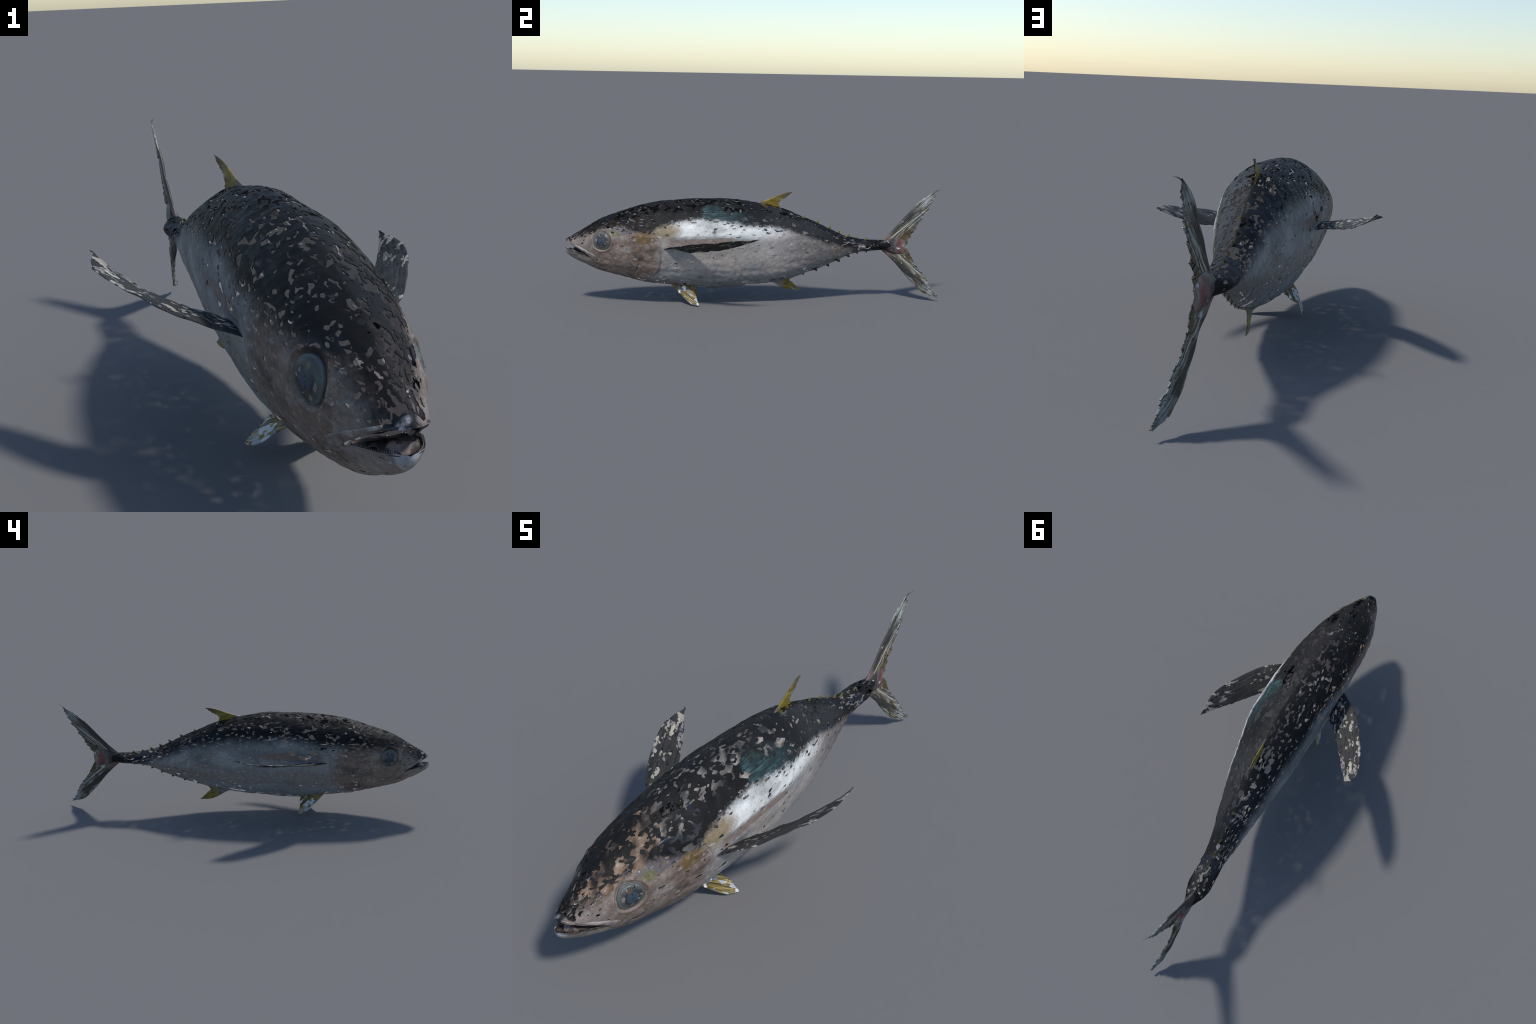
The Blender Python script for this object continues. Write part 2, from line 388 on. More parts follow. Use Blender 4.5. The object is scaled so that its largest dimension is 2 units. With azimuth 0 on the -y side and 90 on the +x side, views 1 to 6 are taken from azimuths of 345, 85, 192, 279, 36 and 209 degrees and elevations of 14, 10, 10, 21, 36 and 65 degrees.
def clump(p, freq, seed, lo, hi):
    return smoothstep(lo, hi, wobble(p[:, 0], p[:, 1] * .7, p[:, 2], freq, seed))

def bump_at(p, cy, cz, ry, rz, left):
    r = np.hypot((p[:, 1] - cy) / ry, (p[:, 2] - cz) / rz)
    return (1 - smoothstep(.7, 1.15, r)) * (((p[:, 0] > .02) == left))

def gap_density(p, layer):
    """chance that a flake at p is missing"""
    a = edge_height(p); top = smoothstep(-.005, .03, a); y = p[:, 1]
    left = p[:, 0] > prof("mid", y) + .004
    ridge = smoothstep(.045, .01, prof("top", y) - p[:, 2])
    if layer == "big":
        d = .15 + .58 * clump(p, 22, 51, -.45, .95)
        d = np.where(left & (y < -.30) & (y > -.93), .10 + .40 * clump(p, 16, 52, -.8, .6) + .20 * smoothstep(-.52, -.66, y), d)
        d = np.where(~left & (y < -.15), .06 + .66 * clump(p, 17, 53, -.15, .85), d)
        d = np.where(~left & (y > -.15) & (y < .15), d * .6, d)
        d = np.where(left & (y > .05), d * .5, d)
        d = d * (1 - .95 * bump_at(p, -.41, .475, .13, .045, True)) * (1 - .6 * bump_at(p, -.13, .465, .15, .03, True))
        keel = smoothstep(.045, .012, p[:, 2] - prof("bot", y)) * smoothstep(-.72, -.6, y) * (1 - smoothstep(.35, .5, y)) * (.25 + .45 * clump(p, 19, 55, -.8, .8))
        return np.maximum(np.maximum(d * top * (1 - .6 * ridge), keel), .50 * bump_at(p, -.315, .362, .125, .026, False))
    if layer == "small":
        d = .05 + .42 * clump(p, 30, 61, -.3, 1.1)
        d = d * (.55 + .45 * ridge) + .20 * ridge
        d = d * (1 - .8 * bump_at(p, -.40, .475, .09, .04, True))
        return d * smoothstep(-.03, .02, a)
    if layer == "slot":                       # fine slits on flanks and belly
        d = .03 + .26 * clump(p, 17, 71, .1, 1.5)
        d = d + .14 * np.exp(-(a / .03) ** 2) + .05 * smoothstep(.03, .0, p[:, 2] - prof("bot", y))
        return d * (1 - smoothstep(.0, .03, a)) * np.where(y > .35, .8, 1)

def gap_field(p, pitch, stretch, layer, seed, bite=.38):
    """> 0 inside a gap: nearest kept seed minus nearest missing seed, so every gap edge is a straight bisector"""
    from mathutils.kdtree import KDTree
    r = np.random.default_rng(seed)
    area = 1.25
    n = int(area / (pitch * pitch * stretch))
    q = H0[r.integers(0, len(H0), n * 6)]
    # even out the sampling: keep one candidate per small box
    key = np.floor(q / np.array([pitch, pitch * stretch, pitch]) * .95).astype(int)
    _, first = np.unique(key, axis=0, return_index=True); q = q[first] + r.normal(0, pitch * .42, (len(first), 3))
    sc = np.array([1, 1 / stretch, 1])
    def two_trees(sel):
        out = []
        for m in (sel, ~sel):
            k = KDTree(int(m.sum()))
            for i, c in enumerate(q[m] * sc): k.insert(c, i)
            k.balance(); out.append(k)
        return out
    dens = np.clip(gap_density(q, layer) * 1.2, 0, .85)
    hit, keep = two_trees(r.random(len(q)) < dens)
    q2 = q; q = q + r.normal(0, pitch * .5, q.shape)
    bt, nb = two_trees(r.random(len(q)) < bite)
    g = np.full(len(p), -1.0)
    for i, c in enumerate(p * sc):
        a = hit.find(c)[2]
        if a > pitch * 1.3: continue
        a = keep.find(c)[2] - a
        if a > 0 or a > -pitch * .6:
            g[i] = min(a, bt.find(c)[2] - nb.find(c)[2])
    return g

# a little warp keeps long edges from looking ruled
G = np.full(len(H0), -1.0)
for pitch, stretch, layer, seed in ((.0200, 1.35, "big", 101), (.0080, 1.9, "small", 102), (.0062, 3.0, "slot", 103)):
    G = np.maximum(G, gap_field(H0, pitch, stretch, layer, seed))
for side in (1, -1):
    m = (H0[:, 0] - prof("mid", H0[:, 1])) * side > 0
    r = np.hypot(H0[:, 1] - EYES[side][0], H0[:, 2] - EYES[side][1])
    G[m & (r < EYE_R * 1.12)] = -1
    G[m & (r < EYE_R * .93)] = 1              # the eye sits in its own opening
G[(H0[:, 1] < -.975) | (H0[:, 1] > .70)] = -1
mz = np.minimum(np.interp(H0[:, 1], *UP_LIP) - H0[:, 2], H0[:, 2] - np.interp(H0[:, 1], *LO_LIP))
near_lip = (H0[:, 1] < -.85) & (np.abs(mz) < .006)
G[near_lip] = -1
G = np.where((H0[:, 1] < -.868), np.maximum(G, mz * 1.0), G)
G = np.where(np.abs(G) < 1e-6, -1e-6, G)

# ---- clip every grid cell against the gap field
verts, norms, faces, edge_v, corner_v = [], [], [], {}, {}
def corner(i):
    k = corner_v.get(i)
    if k is None:
        k = corner_v[i] = len(verts); verts.append(V0[i]); norms.append(N0[i])
    return k
def crossing(i, j):
    if i > j: i, j = j, i
    k = edge_v.get((i, j))
    if k is None:
        t = G[i] / (G[i] - G[j]); k = edge_v[(i, j)] = len(verts)
        verts.append(V0[i] + (V0[j] - V0[i]) * t); n = N0[i] + (N0[j] - N0[i]) * t; norms.append(n / np.linalg.norm(n))
    return k
inside = G < 0
for i in range(NY - 1):
    for j in range(NT):
        k = (j + 1) % NT
        q = (i * NT + j, (i + 1) * NT + j, (i + 1) * NT + k, i * NT + k)
        n_in = inside[q[0]] + inside[q[1]] + inside[q[2]] + inside[q[3]] * 1
        n_in = int(inside[q[0]]) + int(inside[q[1]]) + int(inside[q[2]]) + int(inside[q[3]])
        if n_in == 0: continue
        if n_in == 4:
            faces.append(tuple(corner(c) for c in q)); continue
        f = []
        for a in range(4):
            c, d = q[a], q[(a + 1) % 4]
            if inside[c]: f.append(corner(c))
            if inside[c] != inside[d]: f.append(crossing(c, d))
        if len(f) > 2: faces.append(tuple(f))
# end caps
for ring0, rev in ((0, False), ((NY - 1) * NT, True)):
    ids = [ring0 + j for j in range(NT) if inside[ring0 + j]]
    c = len(verts); verts.append(V0[ring0:ring0 + NT].mean(0)); norms.append(np.array([0, 1.0 if rev else -1.0, 0]))
    for j in range(NT):
        a, b = ring0 + j, ring0 + (j + 1) % NT
        if inside[a] and inside[b]:
            faces.append((c, corner(b), corner(a)) if rev else (c, corner(a), corner(b)))
co, vn = np.array(verts), np.array(norms)
# face winding: outwards
f0 = faces[len(faces) // 2]; e1 = co[f0[1]] - co[f0[0]]; e2 = co[f0[2]] - co[f0[0]]
if np.cross(e1, e2) @ vn[f0[0]] < 0: faces = [f[::-1] for f in faces]
pc = np.array([co[list(f)].mean(0) for f in faces])

# ---- which named part a face belongs to
zmid = np.interp(pc[:, 1], [-1, -.99, -.961, -.933, -.90, -.868], [.31, .308, .30, .29, .279, .258])
jawline = np.interp(pc[:, 1], [-1, -.868, -.832, -.815], [.31, .258, .212, .17])
jawline = np.where(pc[:, 1] < -.868, zmid, jawline)
label = np.full(len(faces), "torso", dtype=object)
gillL = np.interp(pc[:, 2], *GILL[1]); gillR = np.interp(pc[:, 2], *GILL[-1])
gy = np.where(pc[:, 0] > prof("mid", pc[:, 1]), gillL, gillR)
topblend = smoothstep(.40, .5, pc[:, 2]); gy = gy * (1 - topblend) + (-.57) * topblend
lowblend = smoothstep(.16, .12, pc[:, 2]); gy = gy * (1 - lowblend) + (-.60) * lowblend
label[pc[:, 1] < gy] = "head"
label[(pc[:, 1] < -.815) & (pc[:, 2] < jawline)] = "lower_jaw"
label[pc[:, 1] > .40] = "tail"

def inside_material():
    """pale, faintly marbled inner face of the shell: brown in the head, grey in the trunk"""
    M = Mat("inner_skin", .5, .3)
    n = M.noise(16, 4, .6); k = M.mul(M.ss(M.add(M.y, M.mul(M.sub(n, .5), .25)), -.38, -.52), M.ss(M.x, .05, .01))
    grey = M.mix(n, (.48, .47, .46), (.72, .70, .68)); brown = M.mix(n, (.27, .185, .14), (.50, .38, .31))  # lightened beyond skin colour, so the cavity looks lit by daylight through the gaps
    col = M.mix(k, grey, brown)
    fine = M.noise(60, 5, .7, M.map((1, .5, 1)))
    col = M.mix(M.mul(M.ss(fine, .5, .66), .6), col, (.72, .68, .64)); col = M.mix(M.mul(M.ss(fine, .47, .34), .7), col, (.12, .09, .075))
    col = M.mix(M.ss(M.y, .2, .45), col, (.30, .28, .27))
    edge = M.curve(M.y, EDGE_R, -1, .8)
    col = M.mix(M.ss(M.add(M.sub(M.z, edge), M.mul(M.sub(n, .5), .06)), -.015, .035), col, M.mix(n, (.03, .03, .032), (.075, .07, .066)))
    return M.done(col, None, None, n, .002, .3)
INSIDE = inside_material()

# rim edges: used by one face only
uses = {}
for fi, f in enumerate(faces):
    for a in range(len(f)):
        e = (f[a], f[(a + 1) % len(f)])
        k = (min(e), max(e))
        uses[k] = None if k in uses else (e, fi)
rims = {}
for v in uses.values():
    if v: rims.setdefault(label[v[1]], []).append(v[0])
SHELL = .0016
inner = co - vn * SHELL
for name in ("torso", "head", "lower_jaw", "tail"):
    idx = np.nonzero(label == name)[0]
    used = sorted({v for i in idx for v in faces[i]}); remap = {v: k for k, v in enumerate(used)}; nn = len(used)
    F = [[remap[v] for v in faces[i]] for i in idx]
    F += [[remap[v] + nn for v in faces[i][::-1]] for i in idx]
    F += [[remap[b], remap[a], remap[a] + nn, remap[b] + nn] for a, b in rims.get(name, [])]
    me = mesh_from(name, np.vstack([co[used], inner[used]]), F, SKIN)
    me.materials.append(INSIDE)
    me.polygons.foreach_set("material_index", [0] * len(idx) + [1] * len(idx) + [0] * (len(F) - 2 * len(idx)))
    me.normals_split_custom_set_from_vertices([tuple(v) for v in np.vstack([vn[used], -vn[used]])])
    new_object(name, me, root)

def lining_material():
    M = Mat("mouth_lining", .4, .4)
    n = M.noise(60, 4, .6); m, c = M.shards(70, .35, (1, .7, 1), 3.0)
    col = M.mix(n, (.012, .012, .016), (.045, .04, .042))
    return M.done(M.mix(m, col, M.ramp(M.chan(c, 1), [(0, (.06, .05, .045)), (1, (.24, .19, .165))])), None, None, n, .003, .5)
LINING = lining_material()
# palate and jaw floor: shallow arches between the lips, a ragged tongue between them
def arch(lip, sign, depth, name, y0):
    ny, nx = 46, 41; V = []
    for yv in np.linspace(y0, -.862, ny):
        zl = float(np.interp(yv, *lip)); w = max(.004, float(prof("wid", yv)))
        a, _ = skin_at(yv, zl, 1); b, _ = skin_at(yv, zl, -1)
        for q in np.linspace(0, 1, nx):
            p = a * (1 - q) + b * q
            bow = (1 - (2 * q - 1) ** 2)
            edge = .0012 * (1 if 0 < q < 1 else 0)
            V.append((p[0], yv, zl + sign * (min(depth, w * .3) * bow ** .7 + edge) + .0015 * bow * wobble(p[0], yv, 0, 160, 9)))
    top = np.array(V); bot = top + np.array([0, 0, sign * .0018])
    F = grid_faces(ny, nx); o = len(V)
    F = F + [tuple(v + o for v in f[::-1]) for f in F]
    return mesh_from(name, np.vstack([top, bot]), F, LINING)
new_object("palate", arch(UP_LIP, 1, .009, "palate", -.9865), root)
new_object("mouth_floor", arch(LO_LIP, -1, .010, "mouth_floor", -.993), root)
V = []
ny, na = 40, 36
for yv in np.linspace(-.972, -.85, ny):
    q = (yv + .972) / .122
    lo, hi = float(np.interp(yv, *LO_LIP)), float(np.interp(yv, *UP_LIP)); gap = max(hi - lo, .006)
    w = float(prof("wid", yv)) * .62 * min(1, (q / .16 + .02)) ** .5; m = float(prof("mid", yv))
    for a in np.linspace(0, 2 * math.pi, na, endpoint=False):
        x = m + w * math.cos(a); z = lo - .006 + (gap * .62 if math.sin(a) > 0 else .006) * min(1, q / .2 + .1) * math.sin(a)
        V.append((x + .002 * wobble(x, yv, z, 210, 17), yv, z + .003 * wobble(x, yv, z, 170, 18)))
F = grid_faces(ny, na, wrap=True) + [tuple(range(na))[::-1], tuple(range((ny - 1) * na, ny * na))]
def tongue_material():
    M = Mat("tongue_skin", .45, .4); n = M.noise(55, 4, .6); m, c = M.shards(60, .45, (1, .7, 1), 1.0)
    col = M.mix(n, (.03, .025, .024), (.12, .095, .085))
    return M.done(M.mix(m, col, M.ramp(M.chan(c, 1), [(0, (.015, .015, .018)), (.5, (.16, .125, .11)), (1, (.28, .23, .21))])), None, M.facet(c, .5), n, .003, .5)
me = mesh_from("tongue", V, F, tongue_material())
bm = bmesh.new(); bm.from_mesh(me); bmesh.ops.recalc_face_normals(bm, faces=bm.faces[:]); bm.to_mesh(me); bm.free()
new_object("tongue", me, root)

# ------------------------------------------------------------------ maxilla: the pale plate that covers the mouth corner
def plate_material():
    M = Mat("jaw_plate", .4, .5)
    st = M.noise(1, 4, .6, M.map((60, 14, 60)))
    return M.done(M.ramp(st, [(.3, (.09, .072, .064)), (.5, (.19, .155, .14)), (.72, (.42, .395, .385))]), None, None, st, .002, .4)
PLATE = plate_material()
for side in (1, -1):
    path_y = [-.962, -.93, -.895, -.865, -.842, -.828]
    path_z = [.325, .308, .289, .270, .252, .240]
    half = [.003, .005, .007, .010, .015, .008]
    nu, nw = 60, 15
    tt = np.linspace(0, 1, nu); tk = np.linspace(0, 1, 6)
    ly, lz, hw = (pchip(tt, tk, v) for v in (path_y, path_z, half))
    d = np.stack([np.gradient(ly), np.gradient(lz)], 1); d /= np.linalg.norm(d, axis=1, keepdims=True)
    vs = []
    for layer in (1, 0):
        for i in range(nu):
            w = np.linspace(-1, 1, nw); w = w if layer else w[::-1]
            yv = ly[i] - d[i, 1] * w * hw[i]; zv = lz[i] + d[i, 0] * w * hw[i]
            Pp, Nv = skin_at(yv, zv, side)
            lift = (.0030 * np.sqrt(np.clip(1 - w ** 2, 0, 1)) * math.sin(math.pi * min(1, .12 + .88 * tt[i])) ** .5 if layer else -.006 + 0 * w)
            vs.append(Pp + Nv * (np.asarray(lift) + .0003)[..., None] if layer else Pp + Nv * -.006)
    top, bot = vs[:nu], vs[nu:]
    ring = [np.vstack([a, b]) for a, b in zip(top, bot)]
    V = np.vstack(ring); F = grid_faces(nu, 2 * nw, wrap=True)
    F += [tuple(range(2 * nw)), tuple(range((nu - 1) * 2 * nw, nu * 2 * nw))[::-1]]
    me = mesh_from("maxilla", V, F, PLATE)
    bm = bmesh.new(); bm.from_mesh(me); bmesh.ops.recalc_face_normals(bm, faces=bm.faces[:]); bm.to_mesh(me); bm.free()
    new_object("maxilla", me, root)

# ------------------------------------------------------------------ teeth: a fine row along both lips
TOOTH = Mat("tooth", .35, .5).done((.28, .26, .235))
tv, tf = [], []
for side in (1, -1):
    for lip, sgn in ((UP_LIP, -1), (LO_LIP, 1)):
        for yv in np.arange(-.984, -.885, .0042):
            zv = float(np.interp(yv, *lip)); Pp, Nv = skin_at(yv, zv, side)
            c = Pp - Nv * .004
            o = len(tv); r = .0008
            for a in range(5): tv.append(c + np.array([r * math.cos(a * 1.257), r * math.sin(a * 1.257), -sgn * .002]))
            tv.append(c + np.array([0, 0, sgn * rng.uniform(.0012, .0026)]))
            tf += [(o + a, o + (a + 1) % 5, o + 5) for a in range(5)]
teeth = new_object("teeth", mesh_from("teeth", tv, tf, TOOTH, False), root); teeth["kind"] = "stuff"

# ------------------------------------------------------------------ eyes
def eye_material():
    M = Mat("eye", .38, .35)
    r = M.f("SQRT", M.add(M.mul(M.x, M.x), M.mul(M.mul(M.y, M.y), .85)))
    n = M.noise(60, 4, .6); r = M.add(r, M.mul(M.sub(n, .5), .006))
    col = M.ramp(M.lin(r, 0, .05), [(0, (.028, .05, .075)), (.30, (.034, .055, .08)), (.44, (.018, .022, .028)), (.55, (.05, .055, .058)), (.76, (.085, .098, .095)), (.86, (.075, .085, .083)), (.93, (.012, .014, .017)), (1, (.05, .055, .055))])
    m, c = M.shards(75, M.mul(M.ss(r, .042, .03), .35), (1, 1, 1), 4.0, .35)
    col = M.mix(m, col, M.ramp(M.chan(c, 1), [(0, (.015, .018, .02)), (.4, (.09, .065, .05)), (.75, (.17, .125, .10)), (1, (.22, .22, .23))]))
    return M.done(col, None, M.facet(c, .15), n, .001, .3)
EYE = eye_material()
for side in (1, -1):
    ey, ez = EYES[side]
    Pp, Nv = skin_at(ey, ez, side)
    nr, na = 22, 64
    V = [(0, 0, .0065)]
    for i in range(1, nr + 1):
        r = i / nr * EYE_R * .99
        q = r / EYE_R
        h = .0065 * (1 - q ** 2) ** .6 - .0012 * math.exp(-((q - .82) / .05) ** 2) - (.008 if i == nr else 0)
        V += [(r * math.cos(a), r * math.sin(a) * 1.0, h - .003) for a in np.linspace(0, 2 * math.pi, na, endpoint=False)]
    F = [(0, 1 + a, 1 + (a + 1) % na) for a in range(na)] + grid_faces(nr, na, wrap=True, off=1)
    F = [f if len(f) == 3 else (f[0], f[3], f[2], f[1]) for f in F]
    # bend the disc onto the curved cheek
    X = Vector((0, 1, 0)); Zn = Vector(Nv); Mx = frame(Pp, X, Zn)
    out = []
    for v in V:
        wv = Mx @ Vector((v[0], v[1], 0)); S, Ns = skin_at(wv.y, wv.z, side)
        out.append(S + Ns * v[2])
    me = mesh_from("eye", out, F, EYE)
    o = new_object("eye", me, root); place_local(o, Mx)
    bm = bmesh.new(); bm.from_mesh(me); bmesh.ops.recalc_face_normals(bm, faces=bm.faces[:])
    if sum(f.normal.z for f in bm.faces) < 0: bmesh.ops.reverse_faces(bm, faces=bm.faces[:])
    bm.to_mesh(me); bm.free()

# ------------------------------------------------------------------ fins
def blade(name, lead, trail, mat, up, thick=.007, ns=120, nc=44, pitch=.007, ridge=.0007, tooth=.0, teeth_n=26, camber=0.0, seed=1, parent=None, tip_round=.0, curl=.0, s0=0.0, lead_wear=0.0):
    """a fin: two edge curves joined by a ribbed, tapering sheet with a ragged trailing edge"""
    r = np.random.default_rng(seed)
    s = np.linspace(s0, 1, ns)
    A, B = catmull(lead, s), catmull(trail, s)
    W = np.linalg.norm(B - A, axis=1)
    # ragged trailing edge: saw teeth that point along the rays
    saw = np.zeros(ns)
    ph = np.cumsum(r.uniform(.5, 1.5, teeth_n)); ph = ph / ph[-1]; amp = r.uniform(.15, 1, teeth_n)
    k = np.clip(np.searchsorted(ph, s), 0, teeth_n - 1); lo = np.where(k > 0, ph[k - 1], 0)
    saw = amp[k] * ((s - lo) / (ph[k] - lo + 1e-9)) ** 1.3
    saw = (saw - .3) * tooth * smoothstep(.02, .3, s)
    wear = lead_wear * (wobble(s * 60, 0, 0, 1, seed + 3) > .8) * (s > .3)
    t = np.linspace(0, 1, nc)
    chord = (B - A) / (W[:, None] + 1e-9)
    tang = np.gradient((A + B) / 2, axis=0); tang /= np.linalg.norm(tang, axis=1, keepdims=True) + 1e-9
    nrm = np.cross(tang, chord); nrm /= np.linalg.norm(nrm, axis=1, keepdims=True) + 1e-9
    nrm = np.where((nrm @ np.array(up))[:, None] < 0, -nrm, nrm)
    half = []
    for sd in (1, -1):
        ext = (saw[:, None] * smoothstep(.45, 1, t)[None])                    # metres, along the ray towards the tip
        base = A[:, None] + (B - A)[:, None] * t[None, :, None] + tang[:, None] * ext[..., None] * .8 + chord[:, None] * ext[..., None] * .6
        base = base + chord[:, None] * (wear[:, None] * (1 - smoothstep(0, .25, t))[None])[..., None]
        rho = t[None] * W[:, None]
        rib = np.sin(rho / pitch * 2 * math.pi + 1.3 * np.sin(s * 9)[:, None] * .4)
        prof_t = np.minimum(1, np.sqrt(np.clip(t / .12, 0, 1))) * (1 - .75 * t ** 1.2)
        th_s = thick * (1 - .72 * s) * np.clip((1 - s) / .03, .25, 1)
        h = th_s[:, None] * .5 * prof_t[None] + .0006
        h = h + sd * 0 + ridge * rib * smoothstep(0, .15, t)[None] * (1 - .5 * s)[:, None]
        h = np.maximum(h, .0005)
        cam = camber * np.sin(math.pi * t)[None] * np.sin(math.pi * np.clip(s, 0, 1) ** .8)[:, None] + curl * (s ** 2)[:, None] * smoothstep(.5, 1, t)[None]
        cam = cam + .0016 * wobble(base[..., 0], base[..., 1], base[..., 2], 70, seed)
        flut = tooth * .12 * np.sin(ph[k] * 97)[:, None] * smoothstep(.6, 1, t)[None]
        half.append(base + nrm[:, None] * (cam + flut + sd * h)[..., None])
    ring = np.concatenate([half[0], half[1][:, ::-1]], 1)
    V = ring.reshape(-1, 3); n2 = 2 * nc
    F = grid_faces(ns, n2, wrap=True)
    F += [tuple(range(n2)), tuple(range((ns - 1) * n2, ns * n2))[::-1]]
    me = mesh_from(name, V, F, mat)
    bm = bmesh.new(); bm.from_mesh(me); bmesh.ops.recalc_face_normals(bm, faces=bm.faces[:]); bm.to_mesh(me); bm.free()
    o = new_object(name, me, parent or root)
    a, b = Vector(A[0]), Vector((A[-1] + B[-1]) / 2)
    place_local(o, frame(A[0], b - a, Vector(nrm[ns // 2])))
    return o

def pectoral_material(dens, tint):
    M = Mat("pectoral_skin", .55, .15)
    ray = M.noise(1, 3, .6, M.map((6, 260, 20)))
    col = M.ramp(ray, [(.3, (.016, .016, .017)), (.5, (.034, .034, .033)), (.7, (.055, .054, .05))])
    cl = M.noise(9, 2, .5)
    m, c = M.shards(58, M.add(M.ss(cl, .4, .65, dens * .3, dens), M.ss(M.x, .40, .47, 0, .35)), (.55, 1, 1), 6.0, .45)
    m2, c2 = M.shards(120, M.ss(cl, .45, .65, dens * .2, dens * .8), (.4, 1, 1), 9.0, .4)
    pale = M.ramp(M.chan(c, 1), [(0, (.10, .105, .12)), (.4, (.27, .255, .22)), (1, tint)])
    col = M.mix(m, col, pale); col = M.mix(m2, col, M.ramp(M.chan(c2, 1), [(0, (.012, .012, .014)), (.45, (.015, .016, .02)), (.55, (.25, .24, .22)), (1, tint)]))
    return M.done(col, None, M.facet(c, .2), ray, .003, .45)

L_LEAD = [(.142, -.502, .304), (.156, -.492, .309), (.250, -.402, .342), (.321, -.275, .366), (.367, -.142, .386), (.356, -.018, .395)]
L_TRAIL = [(.128, -.41, .296), (.140, -.385, .295), (.178, -.335, .297), (.242, -.23, .317), (.306, -.123, .345), (.357, -.014, .393)]
R_LEAD = [(-.098, -.478, .320), (-.122, -.465, .325), (-.224, -.381, .348), (-.310, -.255, .378), (-.368, -.121, .403), (-.356, -.026, .418)]
R_TRAIL = [(-.078, -.362, .309), (-.094, -.339, .312), (-.175, -.268, .327), (-.248, -.176, .347), (-.308, -.09, .376), (-.36, -.022, .418)]
blade("pectoral_fin", L_LEAD, L_TRAIL, pectoral_material(.20, (.30, .28, .24)), (0, 0, 1), .0065, 150, 40, .0075, .0006, .008, 22, .004, 11)
blade("pectoral_fin", R_LEAD, R_TRAIL, pectoral_material(.46, (.42, .385, .32)), (0, 0, 1), .0065, 150, 40, .0075, .0006, .009, 22, .004, 12)

def pelvic_material(white):
    M = Mat("pelvic_skin", .4, .45)
    ray = M.noise(1, 3, .6, M.map((10, 150, 30)))
    col = M.ramp(ray, [(.34, (.035, .03, .018)), (.48, (.15, .105, .03)), (.58, (.27, .205, .06)), (.75, (.36, .31, .22))])
    col = M.mix(M.ss(M.y, -.02, .0), col, col)
    m, c = M.shards(60, M.ss(M.x, .03, .13, .12, white), (.5, 1, 1), 3.0, .35)
    col = M.mix(m, col, M.ramp(M.chan(c, 1), [(0, (.03, .03, .03)), (.25, (.30, .32, .36)), (1, (.80, .82, .84))]))
    return M.done(col, None, M.facet(c, .3), ray, .004, .5)
PL_LEAD = [(.026, -.455, .108), (.031, -.442, .094), (.06, -.392, .046), (.092, -.345, .008), (.112, -.303, .002)]
PL_TRAIL = [(.028, -.325, .098), (.038, -.318, .082), (.062, -.324, .066), (.090, -.316, .048), (.112, -.300, .006)]
PR_LEAD = [(-.006, -.445, .112), (-.023, -.432, .10), (-.055, -.394, .062), (-.077, -.349, .027), (-.084, -.304, .012)]
PR_TRAIL = [(.0, -.322, .095), (-.012, -.315, .084), (-.038, -.312, .064), (-.066, -.318, .046), (-.084, -.302, .016)]
blade("pelvic_fin", PL_LEAD, PL_TRAIL, pelvic_material(.6), (1, 0, 0), .008, 70, 40, .009, .0013, .006, 9, .003, 21)
blade("pelvic_fin", PR_LEAD, PR_TRAIL, pelvic_material(.5), (-1, 0, 0), .008, 70, 40, .009, .0013, .006, 9, .003, 22)

def yellow_material(front, reach):
    M = Mat("yellow_fin", .4, .4)
    n = M.noise(45, 4, .6); ray = M.noise(1, 3, .6, M.map((14, 120, 30)))
    col = M.ramp(M.add(M.mul(n, .6), M.mul(ray, .4)), [(.34, (.045, .035, .010)), (.48, (.15, .108, .012)), (.62, (.24, .175, .015)), (.8, (.32, .25, .06))])
    col = M.mix(M.ss(M.add(M.x, M.mul(M.sub(n, .5), .05)), reach, reach - .05), col, M.mix(n, tuple(c * .4 for c in front), front))
    col = M.mix(M.mul(M.ss(M.x, .15, .20), .8), col, (.05, .045, .03))
    m, c = M.shards(80, .14, (.6, 1, 1), 2.0, .4)
    col = M.mix(m, col, M.ramp(M.chan(c, 1), [(0, (.03, .027, .02)), (.6, (.10, .08, .03)), (1, (.26, .26, .26))]))
    return M.done(col, None, None, ray, .003, .4)
D_LEAD = [(.017, -.03, .525), (.013, .03, .542), (.006, .075, .557), (.0, .116, .573), (-.005, .156, .5845), (-.008, .186, .588)]
D_TRAIL = [(.000, .135, .488), (-.001, .121, .512), (-.002, .119, .535), (-.004, .138, .550), (-.006, .163, .567), (-.008, .186, .585)]
blade("dorsal_fin", D_LEAD, D_TRAIL, yellow_material((.15, .125, .105), .095), (1, 0, 0), .009, 80, 36, .008, .0005, .009, 12, .0, 31)
A_LEAD = [(.0, .07, .115), (-.002, .10, .101), (-.005, .128, .085), (-.009, .155, .072), (-.014, .19, .063), (-.019, .24, .062)]
A_TRAIL = [(-.003, .20, .14), (-.005, .183, .118), (-.008, .19, .108), (-.012, .204, .097), (-.016, .222, .079), (-.019, .24, .066)]
blade("anal_fin", A_LEAD, A_TRAIL, yellow_material((.23, .235, .24), .10), (1, 0, 0), .009, 80, 36, .008, .0005, .009, 9, .0, 32)

